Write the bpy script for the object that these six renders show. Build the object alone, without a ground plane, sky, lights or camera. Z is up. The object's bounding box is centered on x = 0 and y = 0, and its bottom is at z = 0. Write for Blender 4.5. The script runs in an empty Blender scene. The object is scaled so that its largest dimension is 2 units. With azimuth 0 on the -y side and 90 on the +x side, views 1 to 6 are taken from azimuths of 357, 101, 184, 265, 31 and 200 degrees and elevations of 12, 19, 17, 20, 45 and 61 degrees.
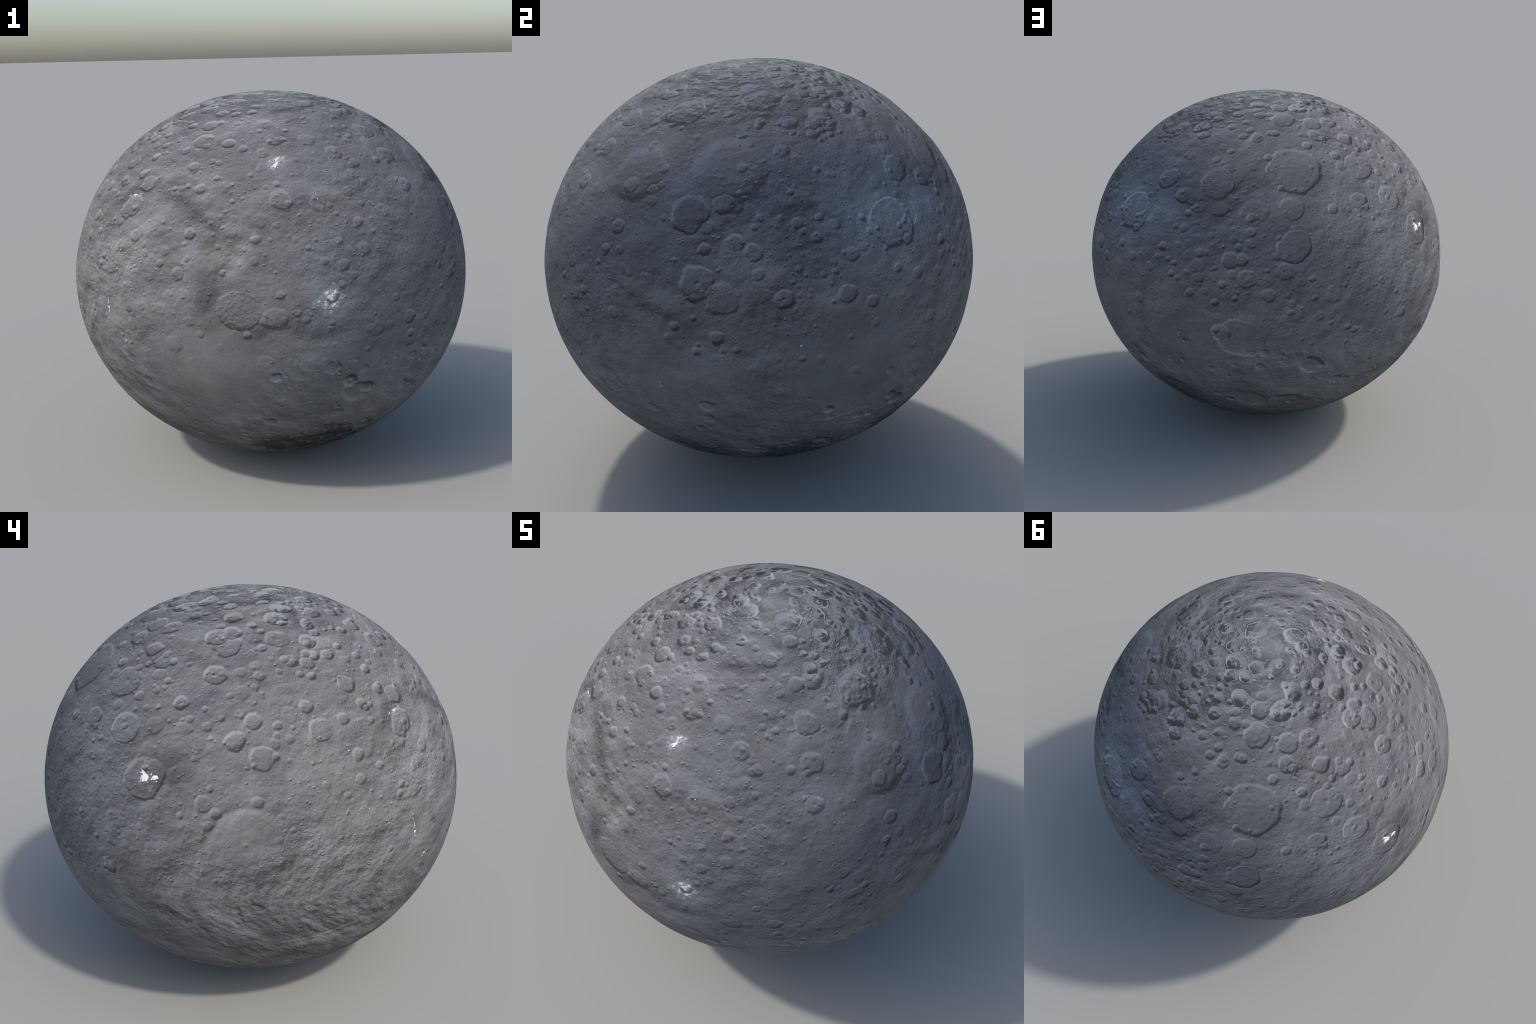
"""A cratered, slightly flattened dwarf planet.

The body is one spheroid (2.00 m across the equator, 1.85 m from pole to pole).
Its relief is computed: broad swells, scarps and ridges, a catalogue of the craters that can be
told apart (longitude, latitude, radius, traits) and a seeded scatter of small ones.
Longitude 0 faces -y and grows towards +x.  The surface is then cut, without seams, into the
crust and the largest craters; thin patches of pale salt lie on top.
"""
import bpy
import math
import numpy as np

A_EQ, A_POL = 0.9990, 0.9232          # semi-axes of the spheroid, metres
CENTRE_Z = A_POL
AXES = np.array([A_EQ, A_EQ, A_POL])
GRID = 430                            # cells along the edge of one cube-sphere face

# ------------------------------------------------------------------ craters seen on the surface
# traits: s = sharp and deep, c = central peak, f = faint and worn, n = ordinary
# each entry: traits, longitude (deg), latitude (deg), radius (mm)
CRATERS = {
    "north_cap": [
        ("s", 1.6, 73.7, 24), ("s", 3.5, 79.8, 21), ("n", 4.8, 67.3, 15), ("n", 6.4, 60.6, 16), ("f", 8.0, 62.7, 40), ("n", 15.2, 73.0, 19),
        ("n", 15.5, 61.6, 13), ("n", 24.8, 65.3, 18), ("n", 28.0, 70.2, 35), ("n", 33.4, 63.0, 18), ("n", 34.3, 61.3, 21), ("n", 37.1, 65.8, 11),
        ("n", 42.9, 63.4, 34), ("n", 45.3, 80.0, 15), ("n", 46.3, 75.5, 32), ("s", 51.5, 63.7, 37), ("s", 52.1, 81.7, 51), ("s", 53.2, 71.3, 15),
        ("s", 53.4, 66.9, 28), ("n", 57.4, 75.0, 14), ("n", 59.9, 70.0, 21), ("s", 61.8, 67.6, 19), ("n", 71.7, 82.0, 22), ("n", 72.0, 71.5, 17),
        ("s", 77.3, 74.6, 33), ("n", 82.5, 68.1, 16), ("n", 85.3, 60.2, 12), ("s", 92.0, 65.3, 19), ("n", 95.5, 71.0, 17), ("n", 96.7, 74.1, 12),
        ("s", 98.0, 75.7, 17), ("s", 101.2, 78.8, 31), ("s", 106.8, 63.2, 71), ("s", 108.8, 73.6, 22), ("s", 110.9, 79.6, 19), ("s", 111.6, 82.2, 17),
        ("f", 119.8, 62.1, 25), ("n", 120.8, 85.7, 22), ("n", 122.7, 74.1, 28), ("s", 124.4, 69.3, 44), ("n", 130.7, 63.9, 33),
        ("s", 132.9, 66.6, 25), ("s", 134.2, 79.6, 52), ("s", 135.9, 62.5, 22), ("s", 136.3, 68.9, 17), ("n", 139.1, 61.2, 23),
        ("n", 141.0, 73.6, 22), ("n", 142.2, 66.5, 15), ("n", 142.8, 63.2, 44), ("n", 143.5, 85.7, 14), ("s", 146.9, 76.5, 36),
        ("s", 149.0, 61.9, 36), ("n", 149.4, 68.9, 14), ("n", 149.6, 71.8, 19), ("n", 159.1, 60.8, 11), ("c", 160.5, 65.4, 30),
        ("s", 162.6, 78.6, 33), ("n", 165.5, 82.7, 33), ("n", 169.1, 61.4, 19), ("s", 170.7, 72.7, 38), ("n", 173.2, 68.4, 24),
        ("s", 176.3, 65.8, 32), ("n", 184.0, 66.3, 22), ("n", 191.3, 74.8, 27), ("s", 191.8, 70.9, 43), ("s", 192.0, 63.9, 59),
        ("n", 204.1, 63.0, 13), ("n", 205.0, 70.2, 20), ("n", 208.5, 66.6, 10), ("s", 208.7, 70.6, 46), ("n", 210.3, 61.6, 49),
        ("s", 211.9, 70.1, 20), ("n", 213.2, 72.5, 22), ("n", 218.5, 69.3, 16), ("n", 222.0, 83.9, 16), ("c", 223.1, 61.7, 43),
        ("s", 224.3, 75.4, 41), ("n", 225.2, 70.6, 19), ("n", 237.1, 69.0, 16), ("n", 240.8, 75.3, 22), ("n", 244.0, 71.2, 10),
        ("s", 245.2, 80.5, 22), ("n", 245.6, 66.6, 12), ("n", 250.9, 63.8, 19), ("s", 251.3, 73.3, 28), ("s", 256.6, 67.8, 36),
        ("n", 258.0, 61.4, 39), ("n", 264.9, 80.6, 10), ("n", 268.6, 64.3, 21), ("n", 272.5, 61.8, 18), ("n", 281.6, 83.5, 10),
        ("s", 282.8, 75.4, 22), ("s", 283.6, 66.6, 45), ("n", 284.7, 79.9, 19), ("s", 290.5, 71.2, 33), ("s", 294.7, 70.6, 31),
        ("s", 298.2, 81.3, 33), ("s", 298.5, 62.0, 29), ("s", 299.5, 63.4, 22), ("n", 306.7, 73.7, 16), ("n", 308.0, 69.8, 23),
        ("s", 311.2, 67.0, 40), ("n", 319.3, 73.1, 10), ("n", 320.5, 70.2, 17), ("n", 324.0, 75.9, 10), ("n", 325.8, 73.0, 37),
        ("s", 325.8, 81.9, 50), ("cs", 326.5, 64.8, 30), ("cs", 336.3, 64.1, 23), ("n", 340.6, 70.5, 12), ("n", 342.0, 61.1, 12),
        ("n", 346.0, 64.9, 22), ("s", 348.4, 69.0, 26), ("n", 354.5, 69.4, 19), ("n", 356.2, 81.8, 10),
    ],
    "north_temperate": [
        ("n", 0.1, 52.3, 17), ("s", 2.4, 52.4, 15), ("s", 3.9, 56.0, 14), ("n", 5.9, 44.8, 13), ("n", 10.8, 50.5, 11), ("n", 14.4, 59.2, 11),
        ("n", 20.6, 50.2, 9), ("c", 20.9, 46.6, 39), ("n", 25.2, 45.8, 14), ("n", 25.6, 42.1, 20), ("n", 27.5, 52.8, 18), ("s", 32.4, 52.0, 17),
        ("n", 34.0, 44.4, 10), ("n", 34.9, 56.1, 15), ("n", 37.2, 52.1, 11), ("s", 37.3, 42.8, 21), ("f", 41.5, 48.4, 52), ("n", 42.7, 42.0, 16),
        ("s", 44.3, 44.1, 44), ("s", 44.5, 53.5, 50), ("n", 44.9, 45.2, 16), ("n", 54.7, 58.5, 13), ("f", 56.4, 54.0, 50), ("n", 57.3, 59.3, 10),
        ("s", 60.0, 53.7, 22), ("n", 65.5, 57.1, 11), ("f", 66.0, 39.4, 115), ("n", 69.1, 39.0, 15), ("n", 69.6, 53.8, 15), ("s", 71.2, 58.5, 78),
        ("n", 76.4, 57.8, 10), ("n", 79.4, 47.1, 10), ("n", 84.5, 58.5, 14), ("n", 91.7, 39.4, 13), ("n", 92.3, 57.7, 19), ("f", 94.8, 41.3, 135),
        ("n", 100.8, 47.8, 17), ("n", 104.7, 39.8, 12), ("cs", 110.6, 45.5, 29), ("n", 112.1, 43.5, 10), ("n", 115.6, 53.7, 34),
        ("s", 119.9, 39.7, 16), ("n", 123.1, 49.5, 27), ("n", 123.3, 41.2, 14), ("n", 125.1, 52.4, 34), ("n", 126.4, 50.4, 18),
        ("f", 129.2, 52.3, 50), ("f", 129.5, 54.7, 50), ("n", 132.2, 52.2, 22), ("f", 134.8, 43.3, 27), ("n", 136.4, 57.8, 17),
        ("n", 143.0, 55.4, 17), ("f", 143.5, 46.6, 43), ("n", 143.7, 39.6, 16), ("s", 144.2, 57.1, 47), ("n", 147.2, 57.3, 29),
        ("s", 149.6, 53.8, 36), ("n", 150.7, 45.1, 25), ("n", 162.4, 58.5, 24), ("s", 162.7, 44.9, 21), ("n", 165.7, 44.0, 15),
        ("s", 167.5, 48.5, 18), ("f", 168.5, 42.0, 30), ("s", 170.5, 54.9, 24), ("f", 177.4, 49.1, 82), ("n", 177.5, 54.4, 32),
        ("n", 184.1, 56.9, 23), ("s", 193.9, 42.9, 125), ("n", 200.7, 43.8, 14), ("s", 208.4, 55.9, 40), ("s", 210.8, 54.6, 25),
        ("n", 212.7, 52.6, 11), ("f", 213.4, 43.6, 30), ("n", 214.4, 54.6, 9), ("c", 221.6, 42.9, 75), ("s", 224.3, 53.6, 39), ("n", 226.7, 48.9, 19),
        ("n", 227.7, 58.4, 16), ("n", 230.2, 39.7, 25), ("n", 232.6, 50.1, 37), ("n", 233.9, 46.3, 31), ("n", 235.7, 41.9, 18),
        ("s", 236.8, 50.5, 20), ("n", 240.8, 43.5, 10), ("n", 242.3, 54.3, 10), ("cs", 245.2, 39.4, 32), ("cs", 250.9, 59.8, 49),
        ("n", 252.8, 38.1, 16), ("cs", 254.3, 47.6, 47), ("n", 255.0, 40.4, 10), ("s", 256.6, 56.9, 61), ("n", 259.9, 41.8, 17),
        ("n", 262.8, 48.5, 26), ("f", 263.3, 42.6, 35), ("f", 266.8, 54.1, 22), ("n", 267.4, 39.8, 9), ("n", 267.5, 44.1, 18), ("n", 267.6, 49.8, 12),
        ("n", 268.2, 50.1, 26), ("n", 268.4, 55.4, 11), ("n", 269.4, 47.1, 26), ("n", 269.7, 42.2, 11), ("f", 277.4, 40.0, 25),
        ("c", 279.4, 58.5, 48), ("n", 279.7, 51.6, 21), ("n", 281.9, 50.9, 31), ("n", 283.3, 46.8, 18), ("s", 287.1, 46.0, 21),
        ("n", 287.7, 49.9, 31), ("s", 291.7, 51.9, 26), ("s", 291.8, 56.1, 19), ("s", 292.6, 56.6, 37), ("f", 293.0, 46.2, 18),
        ("n", 297.7, 51.5, 29), ("n", 298.2, 42.3, 42), ("s", 299.3, 59.1, 24), ("n", 303.8, 49.1, 21), ("s", 304.8, 53.4, 20),
        ("s", 309.5, 44.9, 24), ("n", 309.8, 49.3, 21), ("s", 310.4, 39.8, 19), ("n", 311.2, 59.5, 16), ("n", 313.4, 46.5, 16),
        ("n", 315.0, 51.9, 17), ("s", 315.5, 57.9, 24), ("n", 323.1, 48.0, 24), ("n", 326.3, 58.4, 38), ("n", 328.3, 51.7, 44),
        ("n", 330.4, 41.7, 23), ("n", 330.7, 50.0, 19), ("s", 331.1, 59.7, 19), ("n", 334.9, 59.6, 11), ("f", 335.2, 46.8, 30),
        ("n", 338.8, 44.2, 19), ("n", 339.4, 39.1, 15), ("f", 339.5, 54.2, 26), ("s", 339.9, 51.2, 31), ("n", 340.8, 59.1, 17),
        ("n", 346.2, 49.0, 23), ("n", 346.2, 59.9, 11), ("n", 348.8, 55.5, 10), ("n", 350.5, 40.1, 14), ("n", 353.4, 53.5, 9), ("n", 354.0, 47.4, 29),
        ("s", 358.7, 43.0, 12), ("n", 358.7, 52.5, 40),
    ],
    "north_subtropics": [
        ("s", 1.6, 31.7, 19), ("n", 4.8, 31.9, 11), ("s", 8.1, 21.5, 11), ("f", 10.4, 31.1, 40), ("s", 15.1, 28.1, 12), ("n", 20.0, 33.9, 27),
        ("s", 20.1, 24.5, 14), ("n", 26.6, 30.2, 14), ("n", 27.1, 36.4, 17), ("n", 29.5, 28.8, 14), ("cs", 43.9, 33.9, 37), ("s", 64.8, 36.1, 34),
        ("cs", 65.0, 25.4, 32), ("n", 67.3, 20.2, 22), ("n", 72.5, 35.7, 24), ("s", 74.0, 32.6, 20), ("n", 74.9, 36.8, 19), ("s", 85.2, 30.5, 72),
        ("n", 87.2, 31.8, 11), ("s", 93.6, 32.8, 40), ("n", 96.5, 23.6, 35), ("n", 99.3, 34.3, 10), ("c", 100.9, 21.3, 35), ("s", 101.2, 27.1, 15),
        ("s", 102.8, 29.4, 17), ("s", 111.6, 27.3, 25), ("n", 112.1, 20.2, 12), ("n", 112.4, 36.4, 10), ("s", 117.2, 28.2, 17),
        ("n", 124.1, 37.8, 15), ("f", 136.4, 34.2, 30), ("s", 136.8, 23.8, 96), ("n", 143.5, 32.4, 13), ("s", 145.8, 36.3, 58),
        ("n", 154.9, 31.9, 41), ("n", 155.6, 22.4, 17), ("n", 157.0, 32.1, 42), ("n", 158.5, 22.0, 24), ("s", 158.9, 30.0, 12),
        ("s", 160.0, 28.4, 11), ("f", 160.8, 32.7, 32), ("n", 162.5, 24.2, 15), ("n", 165.1, 23.2, 9), ("s", 166.0, 37.2, 81), ("n", 167.5, 20.8, 21),
        ("n", 168.2, 23.0, 11), ("n", 169.0, 29.3, 43), ("n", 174.3, 23.4, 13), ("s", 179.2, 27.2, 24), ("n", 179.6, 22.8, 25),
        ("f", 180.3, 28.8, 69), ("n", 192.2, 30.6, 59), ("n", 202.4, 22.0, 10), ("s", 205.5, 29.9, 27), ("n", 214.9, 23.0, 12),
        ("c", 215.6, 31.6, 47), ("n", 227.3, 22.7, 10), ("n", 228.8, 31.5, 18), ("c", 229.5, 31.1, 67), ("n", 230.8, 36.2, 13),
        ("n", 234.3, 37.0, 15), ("f", 238.8, 32.9, 41), ("f", 239.1, 26.5, 41), ("f", 247.7, 33.0, 35), ("n", 248.7, 35.3, 18),
        ("n", 254.0, 33.7, 22), ("n", 254.6, 33.4, 10), ("n", 257.9, 36.0, 13), ("s", 261.9, 30.3, 40), ("n", 262.7, 37.5, 13),
        ("n", 266.5, 35.0, 35), ("n", 268.7, 25.9, 49), ("n", 272.7, 31.2, 17), ("c", 273.2, 33.7, 20), ("n", 275.3, 25.0, 11),
        ("n", 275.9, 30.2, 20), ("f", 277.3, 36.0, 38), ("n", 282.3, 37.9, 30), ("n", 285.1, 31.7, 48), ("n", 292.3, 33.4, 28),
        ("n", 293.6, 37.7, 11), ("n", 293.6, 23.6, 23), ("f", 296.4, 25.5, 46), ("n", 299.0, 27.2, 9), ("s", 300.3, 36.3, 26), ("n", 303.3, 35.6, 13),
        ("n", 304.6, 30.8, 10), ("n", 305.7, 24.7, 12), ("n", 310.2, 27.9, 42), ("n", 310.6, 25.9, 14), ("n", 312.1, 29.5, 54),
        ("n", 314.2, 36.3, 43), ("n", 316.9, 21.2, 31), ("n", 325.5, 25.7, 11), ("s", 326.1, 35.4, 14), ("n", 328.5, 35.7, 18),
        ("s", 330.4, 36.5, 15), ("n", 333.5, 25.9, 19), ("s", 334.6, 23.1, 27), ("s", 334.9, 35.9, 26), ("n", 342.5, 27.9, 13),
        ("n", 343.2, 36.6, 12), ("n", 343.9, 29.4, 10), ("n", 344.8, 37.2, 12), ("f", 346.6, 27.5, 21), ("n", 352.6, 22.1, 21),
        ("n", 356.2, 21.9, 12), ("cs", 358.5, 37.3, 15), ("n", 359.5, 32.6, 46),
    ],
    "equator_north": [
        ("n", 2.4, 2.6, 18), ("f", 3.1, 13.6, 26), ("n", 5.2, 2.6, 18), ("n", 7.2, 19.1, 10), ("s", 11.1, 6.5, 29), ("n", 14.1, 9.5, 19),
        ("s", 14.9, 14.4, 27), ("n", 17.0, 11.5, 20), ("n", 21.2, 18.2, 30), ("n", 27.4, 10.0, 10), ("n", 28.3, 18.6, 12), ("c", 29.1, 3.9, 21),
        ("n", 50.2, 14.0, 29), ("f", 52.7, 6.3, 30), ("f", 54.3, 11.6, 35), ("s", 54.6, 16.9, 10), ("n", 56.3, 18.3, 10), ("f", 56.5, 13.4, 23),
        ("n", 62.4, 18.5, 9), ("s", 62.6, 19.7, 24), ("n", 66.6, 4.7, 27), ("f", 68.8, 15.8, 25), ("f", 70.7, 15.4, 20), ("s", 86.9, 6.1, 13),
        ("cs", 87.8, 14.4, 66), ("n", 89.8, 19.8, 9), ("n", 93.5, 10.7, 61), ("n", 101.6, 16.2, 26), ("cs", 107.0, 10.3, 38), ("n", 110.4, 13.0, 9),
        ("n", 113.6, 3.1, 10), ("n", 116.2, 15.0, 15), ("n", 117.9, 12.7, 10), ("s", 118.0, 8.4, 11), ("n", 119.0, 17.7, 19), ("n", 119.1, 15.5, 15),
        ("f", 121.0, 16.7, 19), ("n", 121.4, 9.7, 38), ("c", 123.8, 18.7, 29), ("n", 127.5, 6.7, 28), ("n", 131.4, 7.5, 9), ("n", 135.2, 12.4, 22),
        ("n", 135.4, 13.1, 22), ("n", 140.2, 19.2, 25), ("c", 148.4, 8.5, 27), ("n", 151.1, 12.2, 19), ("s", 152.4, 15.7, 23), ("n", 154.9, 12.2, 16),
        ("s", 156.7, 8.0, 17), ("s", 157.3, 11.3, 17), ("n", 157.9, 17.0, 19), ("n", 158.7, 7.1, 16), ("n", 161.5, 9.3, 16), ("f", 161.8, 14.7, 32),
        ("n", 162.9, 3.4, 23), ("f", 164.6, 11.4, 40), ("n", 165.2, 8.3, 29), ("n", 166.8, 15.8, 15), ("n", 167.3, 4.4, 21), ("n", 169.1, 11.0, 11),
        ("n", 169.8, 7.8, 12), ("n", 169.9, 11.6, 13), ("n", 170.1, 19.7, 10), ("n", 172.3, 6.9, 22), ("s", 174.2, 14.2, 42), ("n", 175.0, 10.1, 24),
        ("n", 175.9, 3.2, 17), ("n", 176.2, 18.1, 20), ("n", 177.4, 14.6, 32), ("n", 178.9, 9.1, 45), ("n", 179.9, 19.5, 26), ("n", 185.2, 4.6, 34),
        ("c", 189.6, 11.8, 42), ("n", 190.5, 4.8, 10), ("s", 192.3, 19.0, 79), ("f", 194.3, 8.6, 26), ("n", 197.4, 9.4, 16), ("n", 198.1, 3.8, 16),
        ("n", 203.0, 6.0, 21), ("f", 203.7, 3.9, 40), ("n", 208.1, 12.3, 12), ("n", 218.9, 9.2, 16), ("s", 219.4, 7.0, 18), ("f", 230.2, 8.9, 31),
        ("s", 238.8, 19.8, 87), ("n", 248.8, 11.7, 17), ("n", 252.8, 12.2, 14), ("n", 254.5, 15.1, 35), ("n", 259.8, 17.8, 9), ("f", 266.0, 4.8, 152),
        ("n", 267.1, 15.6, 25), ("f", 271.5, 5.8, 22), ("n", 275.0, 8.2, 15), ("n", 279.0, 4.2, 18), ("n", 283.8, 18.1, 20), ("n", 293.1, 18.1, 25),
        ("s", 308.5, 4.7, 9), ("f", 310.7, 16.8, 19), ("n", 318.8, 13.0, 11), ("n", 321.5, 16.8, 21), ("f", 324.3, 14.0, 49), ("n", 328.0, 17.9, 22),
        ("n", 332.6, 12.6, 30), ("f", 335.3, 6.5, 30), ("n", 348.6, 3.5, 88), ("n", 352.2, 16.5, 21), ("n", 357.7, 13.5, 12), ("s", 358.5, 7.6, 20),
    ],
    "equator_south": [
        ("n", 4.7, 0.8, 19), ("f", 9.7, -11.5, 22), ("n", 10.5, -2.0, 16), ("n", 11.0, -0.5, 15), ("n", 11.7, -13.5, 35), ("s", 15.1, -28.0, 11),
        ("n", 15.4, -30.9, 31), ("cs", 17.1, -18.7, 36), ("n", 18.0, -11.9, 14), ("n", 19.7, -23.2, 62), ("n", 20.6, -15.2, 23),
        ("n", 20.8, -9.4, 18), ("n", 21.3, -3.4, 23), ("n", 22.6, 0.4, 10), ("s", 22.7, -22.0, 34), ("n", 24.8, -11.2, 14), ("n", 27.5, -15.6, 14),
        ("n", 30.5, -13.4, 14), ("s", 31.2, -41.6, 36), ("n", 33.7, -2.3, 34), ("f", 34.5, -8.5, 42), ("n", 34.5, -7.3, 20), ("n", 36.8, -14.7, 26),
        ("n", 38.0, -25.6, 25), ("n", 41.2, -16.8, 15), ("n", 42.0, -10.4, 16), ("n", 44.9, -6.1, 16), ("n", 54.3, -5.5, 15), ("n", 70.4, -31.4, 19),
        ("n", 71.5, -19.2, 13), ("n", 72.2, -22.4, 31), ("n", 76.2, -20.2, 9), ("n", 84.4, -28.6, 23), ("n", 84.8, -37.6, 19), ("s", 87.3, -2.2, 18),
        ("n", 87.5, -30.7, 26), ("n", 87.6, -23.5, 28), ("n", 87.8, -0.4, 11), ("n", 87.9, -18.8, 35), ("s", 92.1, 1.5, 29), ("n", 93.6, -1.7, 17),
        ("n", 96.4, -1.5, 16), ("n", 105.3, -4.5, 13), ("f", 106.6, -0.9, 10), ("s", 109.5, -37.8, 19), ("n", 110.5, -4.9, 15),
        ("n", 112.2, -17.4, 12), ("f", 114.7, -5.7, 23), ("s", 117.7, -22.4, 25), ("s", 118.1, -38.1, 30), ("n", 118.6, -25.9, 21),
        ("s", 119.4, -42.4, 30), ("n", 121.8, -1.0, 14), ("n", 123.1, -10.9, 25), ("s", 127.7, -28.5, 21), ("f", 128.1, 1.3, 22),
        ("s", 131.2, -28.9, 21), ("n", 133.4, -13.9, 19), ("s", 136.4, -23.6, 26), ("n", 136.5, -38.3, 28), ("s", 139.8, -26.8, 38),
        ("n", 142.5, -2.2, 9), ("s", 147.7, -13.8, 9), ("f", 153.3, -21.6, 34), ("s", 158.4, -21.5, 17), ("s", 158.8, -11.3, 12),
        ("s", 160.4, -13.4, 12), ("n", 164.0, -35.4, 13), ("s", 167.4, -36.6, 20), ("n", 168.3, -30.9, 20), ("n", 168.5, -23.0, 20),
        ("s", 170.5, -7.9, 19), ("s", 172.0, -8.5, 46), ("s", 172.0, -39.4, 24), ("n", 173.3, -25.8, 16), ("f", 174.9, -18.3, 33),
        ("n", 175.5, -19.9, 18), ("f", 177.3, -31.0, 57), ("n", 177.4, -9.8, 108), ("n", 178.7, -26.4, 11), ("n", 180.4, -38.7, 75),
        ("n", 180.8, -14.8, 23), ("n", 183.4, -20.1, 25), ("n", 184.5, -14.6, 24), ("n", 189.7, -37.0, 26), ("n", 191.3, -16.5, 16),
        ("n", 191.6, 1.9, 21), ("f", 191.8, -18.1, 38), ("f", 192.5, -1.1, 51), ("s", 193.7, -39.4, 87), ("n", 195.0, -9.8, 14),
        ("n", 195.1, -40.0, 20), ("n", 198.0, -11.4, 12), ("s", 199.2, -20.0, 61), ("f", 199.7, -2.1, 30), ("n", 201.7, -20.1, 22),
        ("f", 203.8, -25.5, 34), ("n", 209.4, -28.6, 37), ("s", 228.8, -5.7, 32), ("s", 261.5, -19.3, 15), ("n", 265.6, -33.7, 25),
        ("n", 271.6, 0.3, 23), ("s", 277.5, -22.4, 16), ("s", 281.3, 1.5, 9), ("f", 289.2, -17.3, 37), ("s", 313.8, -7.1, 10),
        ("n", 314.7, -13.7, 29), ("f", 317.7, -3.3, 31), ("n", 319.3, -21.1, 29), ("f", 321.2, -21.3, 40), ("n", 341.8, -26.8, 9),
        ("n", 346.5, -24.8, 10), ("n", 350.3, -34.4, 13), ("s", 350.4, -2.9, 19), ("f", 351.9, -29.4, 31), ("f", 354.6, -11.1, 40),
        ("n", 354.6, 0.7, 20), ("n", 355.4, -33.0, 28), ("n", 357.1, -15.7, 27), ("s", 357.2, 1.5, 47),
    ],}

# very large, worn basins, mostly on the southern half
BASINS = [("f", 249.0, -50.0, 165), ("f", 292.0, -50.0, 200),
          ("n", 37.4, -70.2, 128), ("n", 354.0, -63.0, 125), ("n", 107.0, -61.0, 120),
          ("n", 46.0, -48.0, 58), ("n", 193.0, -60.0, 100), ("n", 156.0, -50.0, 85),
          ("s", 222.0, -61.0, 60), ("n", 272.0, -66.0, 90), ("n", 320.0, -72.0, 70),
          ("s", 150.0, -74.0, 60), ("n", 230.0, -80.0, 75), ("s", 75.0, -80.0, 45),
          ("s", 12.0, -46.0, 30), ("s", 24.0, -45.0, 36), ("s", 30.0, -50.0, 40),
          ("s", 5.0, -52.0, 34), ("s", 86.0, -44.0, 30), ("s", 100.0, -46.0, 34)]

# scarps and ridges: height (mm, negative = step down to the right of the line), half width (mm), points lon/lat
RIDGES = [
    ("scarp", 3.0, 50, [(316, 35), (323, 34), (330, 32), (336, 29), (340, 25.5), (344, 22)]),
    ("ridge", 3.0, 45, [(351, 24), (348, 20), (346, 14), (345, 8)]),
    ("scarp", 2.2, 40, [(62, 14), (68, 12), (75, 9), (80, 6.5), (86, 4)]),
    ("ridge", 1.5, 34, [(72, 16), (78.5, 14), (82, 11.5), (86, 8)]),
    ("ridge", 0.55, 12, [(107.8, -23.8), (116, -27), (121.7, -26.4), (129.3, -26), (136, -24.9)]),
    ("scarp", 1.2, 14, [(267, -27), (275, -27.5), (283, -27), (290, -25.5), (298, -23.5)]),
    ("scarp", 1.0, 14, [(300, 12), (304, 10.5), (309, 10), (314, 11.5)]),
    ("scarp", 1.6, 14, [(186, 16), (190, 15), (196, 15)]),
    ("scarp", 2.0, 22, [(48, 75), (56, 66), (60, 58), (62, 52), (56, 47)]),
    # worn ring of the broad bowl below the brightest spots
    ("ridge", 1.0, 19, [(264.3 + 9.2 * math.sin(a), 5.0 + 9.2 * math.cos(a)) for a in np.linspace(-2.9, 2.6, 16)]),
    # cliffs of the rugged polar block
    ("scarp", 2.2, 34, [(288, 50), (294, 62), (301, 71.6), (302, 77), (312, 82), (335, 86)]),
    ("scarp", 2.6, 36, [(255, 77), (270, 75), (285, 75.2), (299, 80), (315, 85)]),
    ("scarp", 1.8, 34, [(215, 87), (198, 79), (196, 73), (196, 68), (199, 59)]),
    ("scarp", 1.1, 20, [(194, 55), (200, 56), (211, 55.3), (220, 53.1), (228, 52)]),
    ("ridge", 2.2, 30, [(150, 80), (165, 82), (185, 83), (205, 82)]),
    ("ridge", 2.0, 26, [(158, 67), (166, 69.5), (176, 73), (184, 75)]),
]

# broad swells (+) and hollows (-): lon, lat, radius (deg), height (mm)
SWELLS = [
    (320, 20, 20, 4.0), (341, 12, 9, -4.5), (6, 17, 23, -4.2), (341, 20, 6, -2.0), (340, 3, 7, -2.0), (66, 39.4, 9, -2.5), (94.8, 41.3, 10, -3.5),
    (107, 63, 6, -2.5), (71, 58, 7, -2.5), (166, 37, 11, -4.0), (193.9, 43, 11, -2.0), (178, 9, 10, -2.0),
    (85, 30, 9, -2.0), (75, 20, 8, -2.5), (100, 25, 10, 2.5), (136.8, 24, 10, -2.0), (122, 52, 9, 2.5),
    (150, 60, 9, 3.0), (40, 55, 10, 2.5), (255, 57, 10, -3.0), (270, 40, 10, 2.5), (290, 30, 8, -3.0),
    (300, 52, 9, -2.5), (230, 45, 12, 2.0), (265, 6, 15, -3.0), (240, -6, 12, 2.0), (292, -10, 12, 2.5),
    (318, -3, 9, -2.0), (349, 3.5, 9, -2.0), (60, 0, 12, 2.0), (97, 8, 12, -2.0), (180, -36, 10, -3.0),
    (10, 72, 9, -3.0), (345, 65, 10, 3.0), (220, 80, 8, 2.5), (320, 84, 6, -2.5), (60, 80, 8, -2.0),
]

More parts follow.
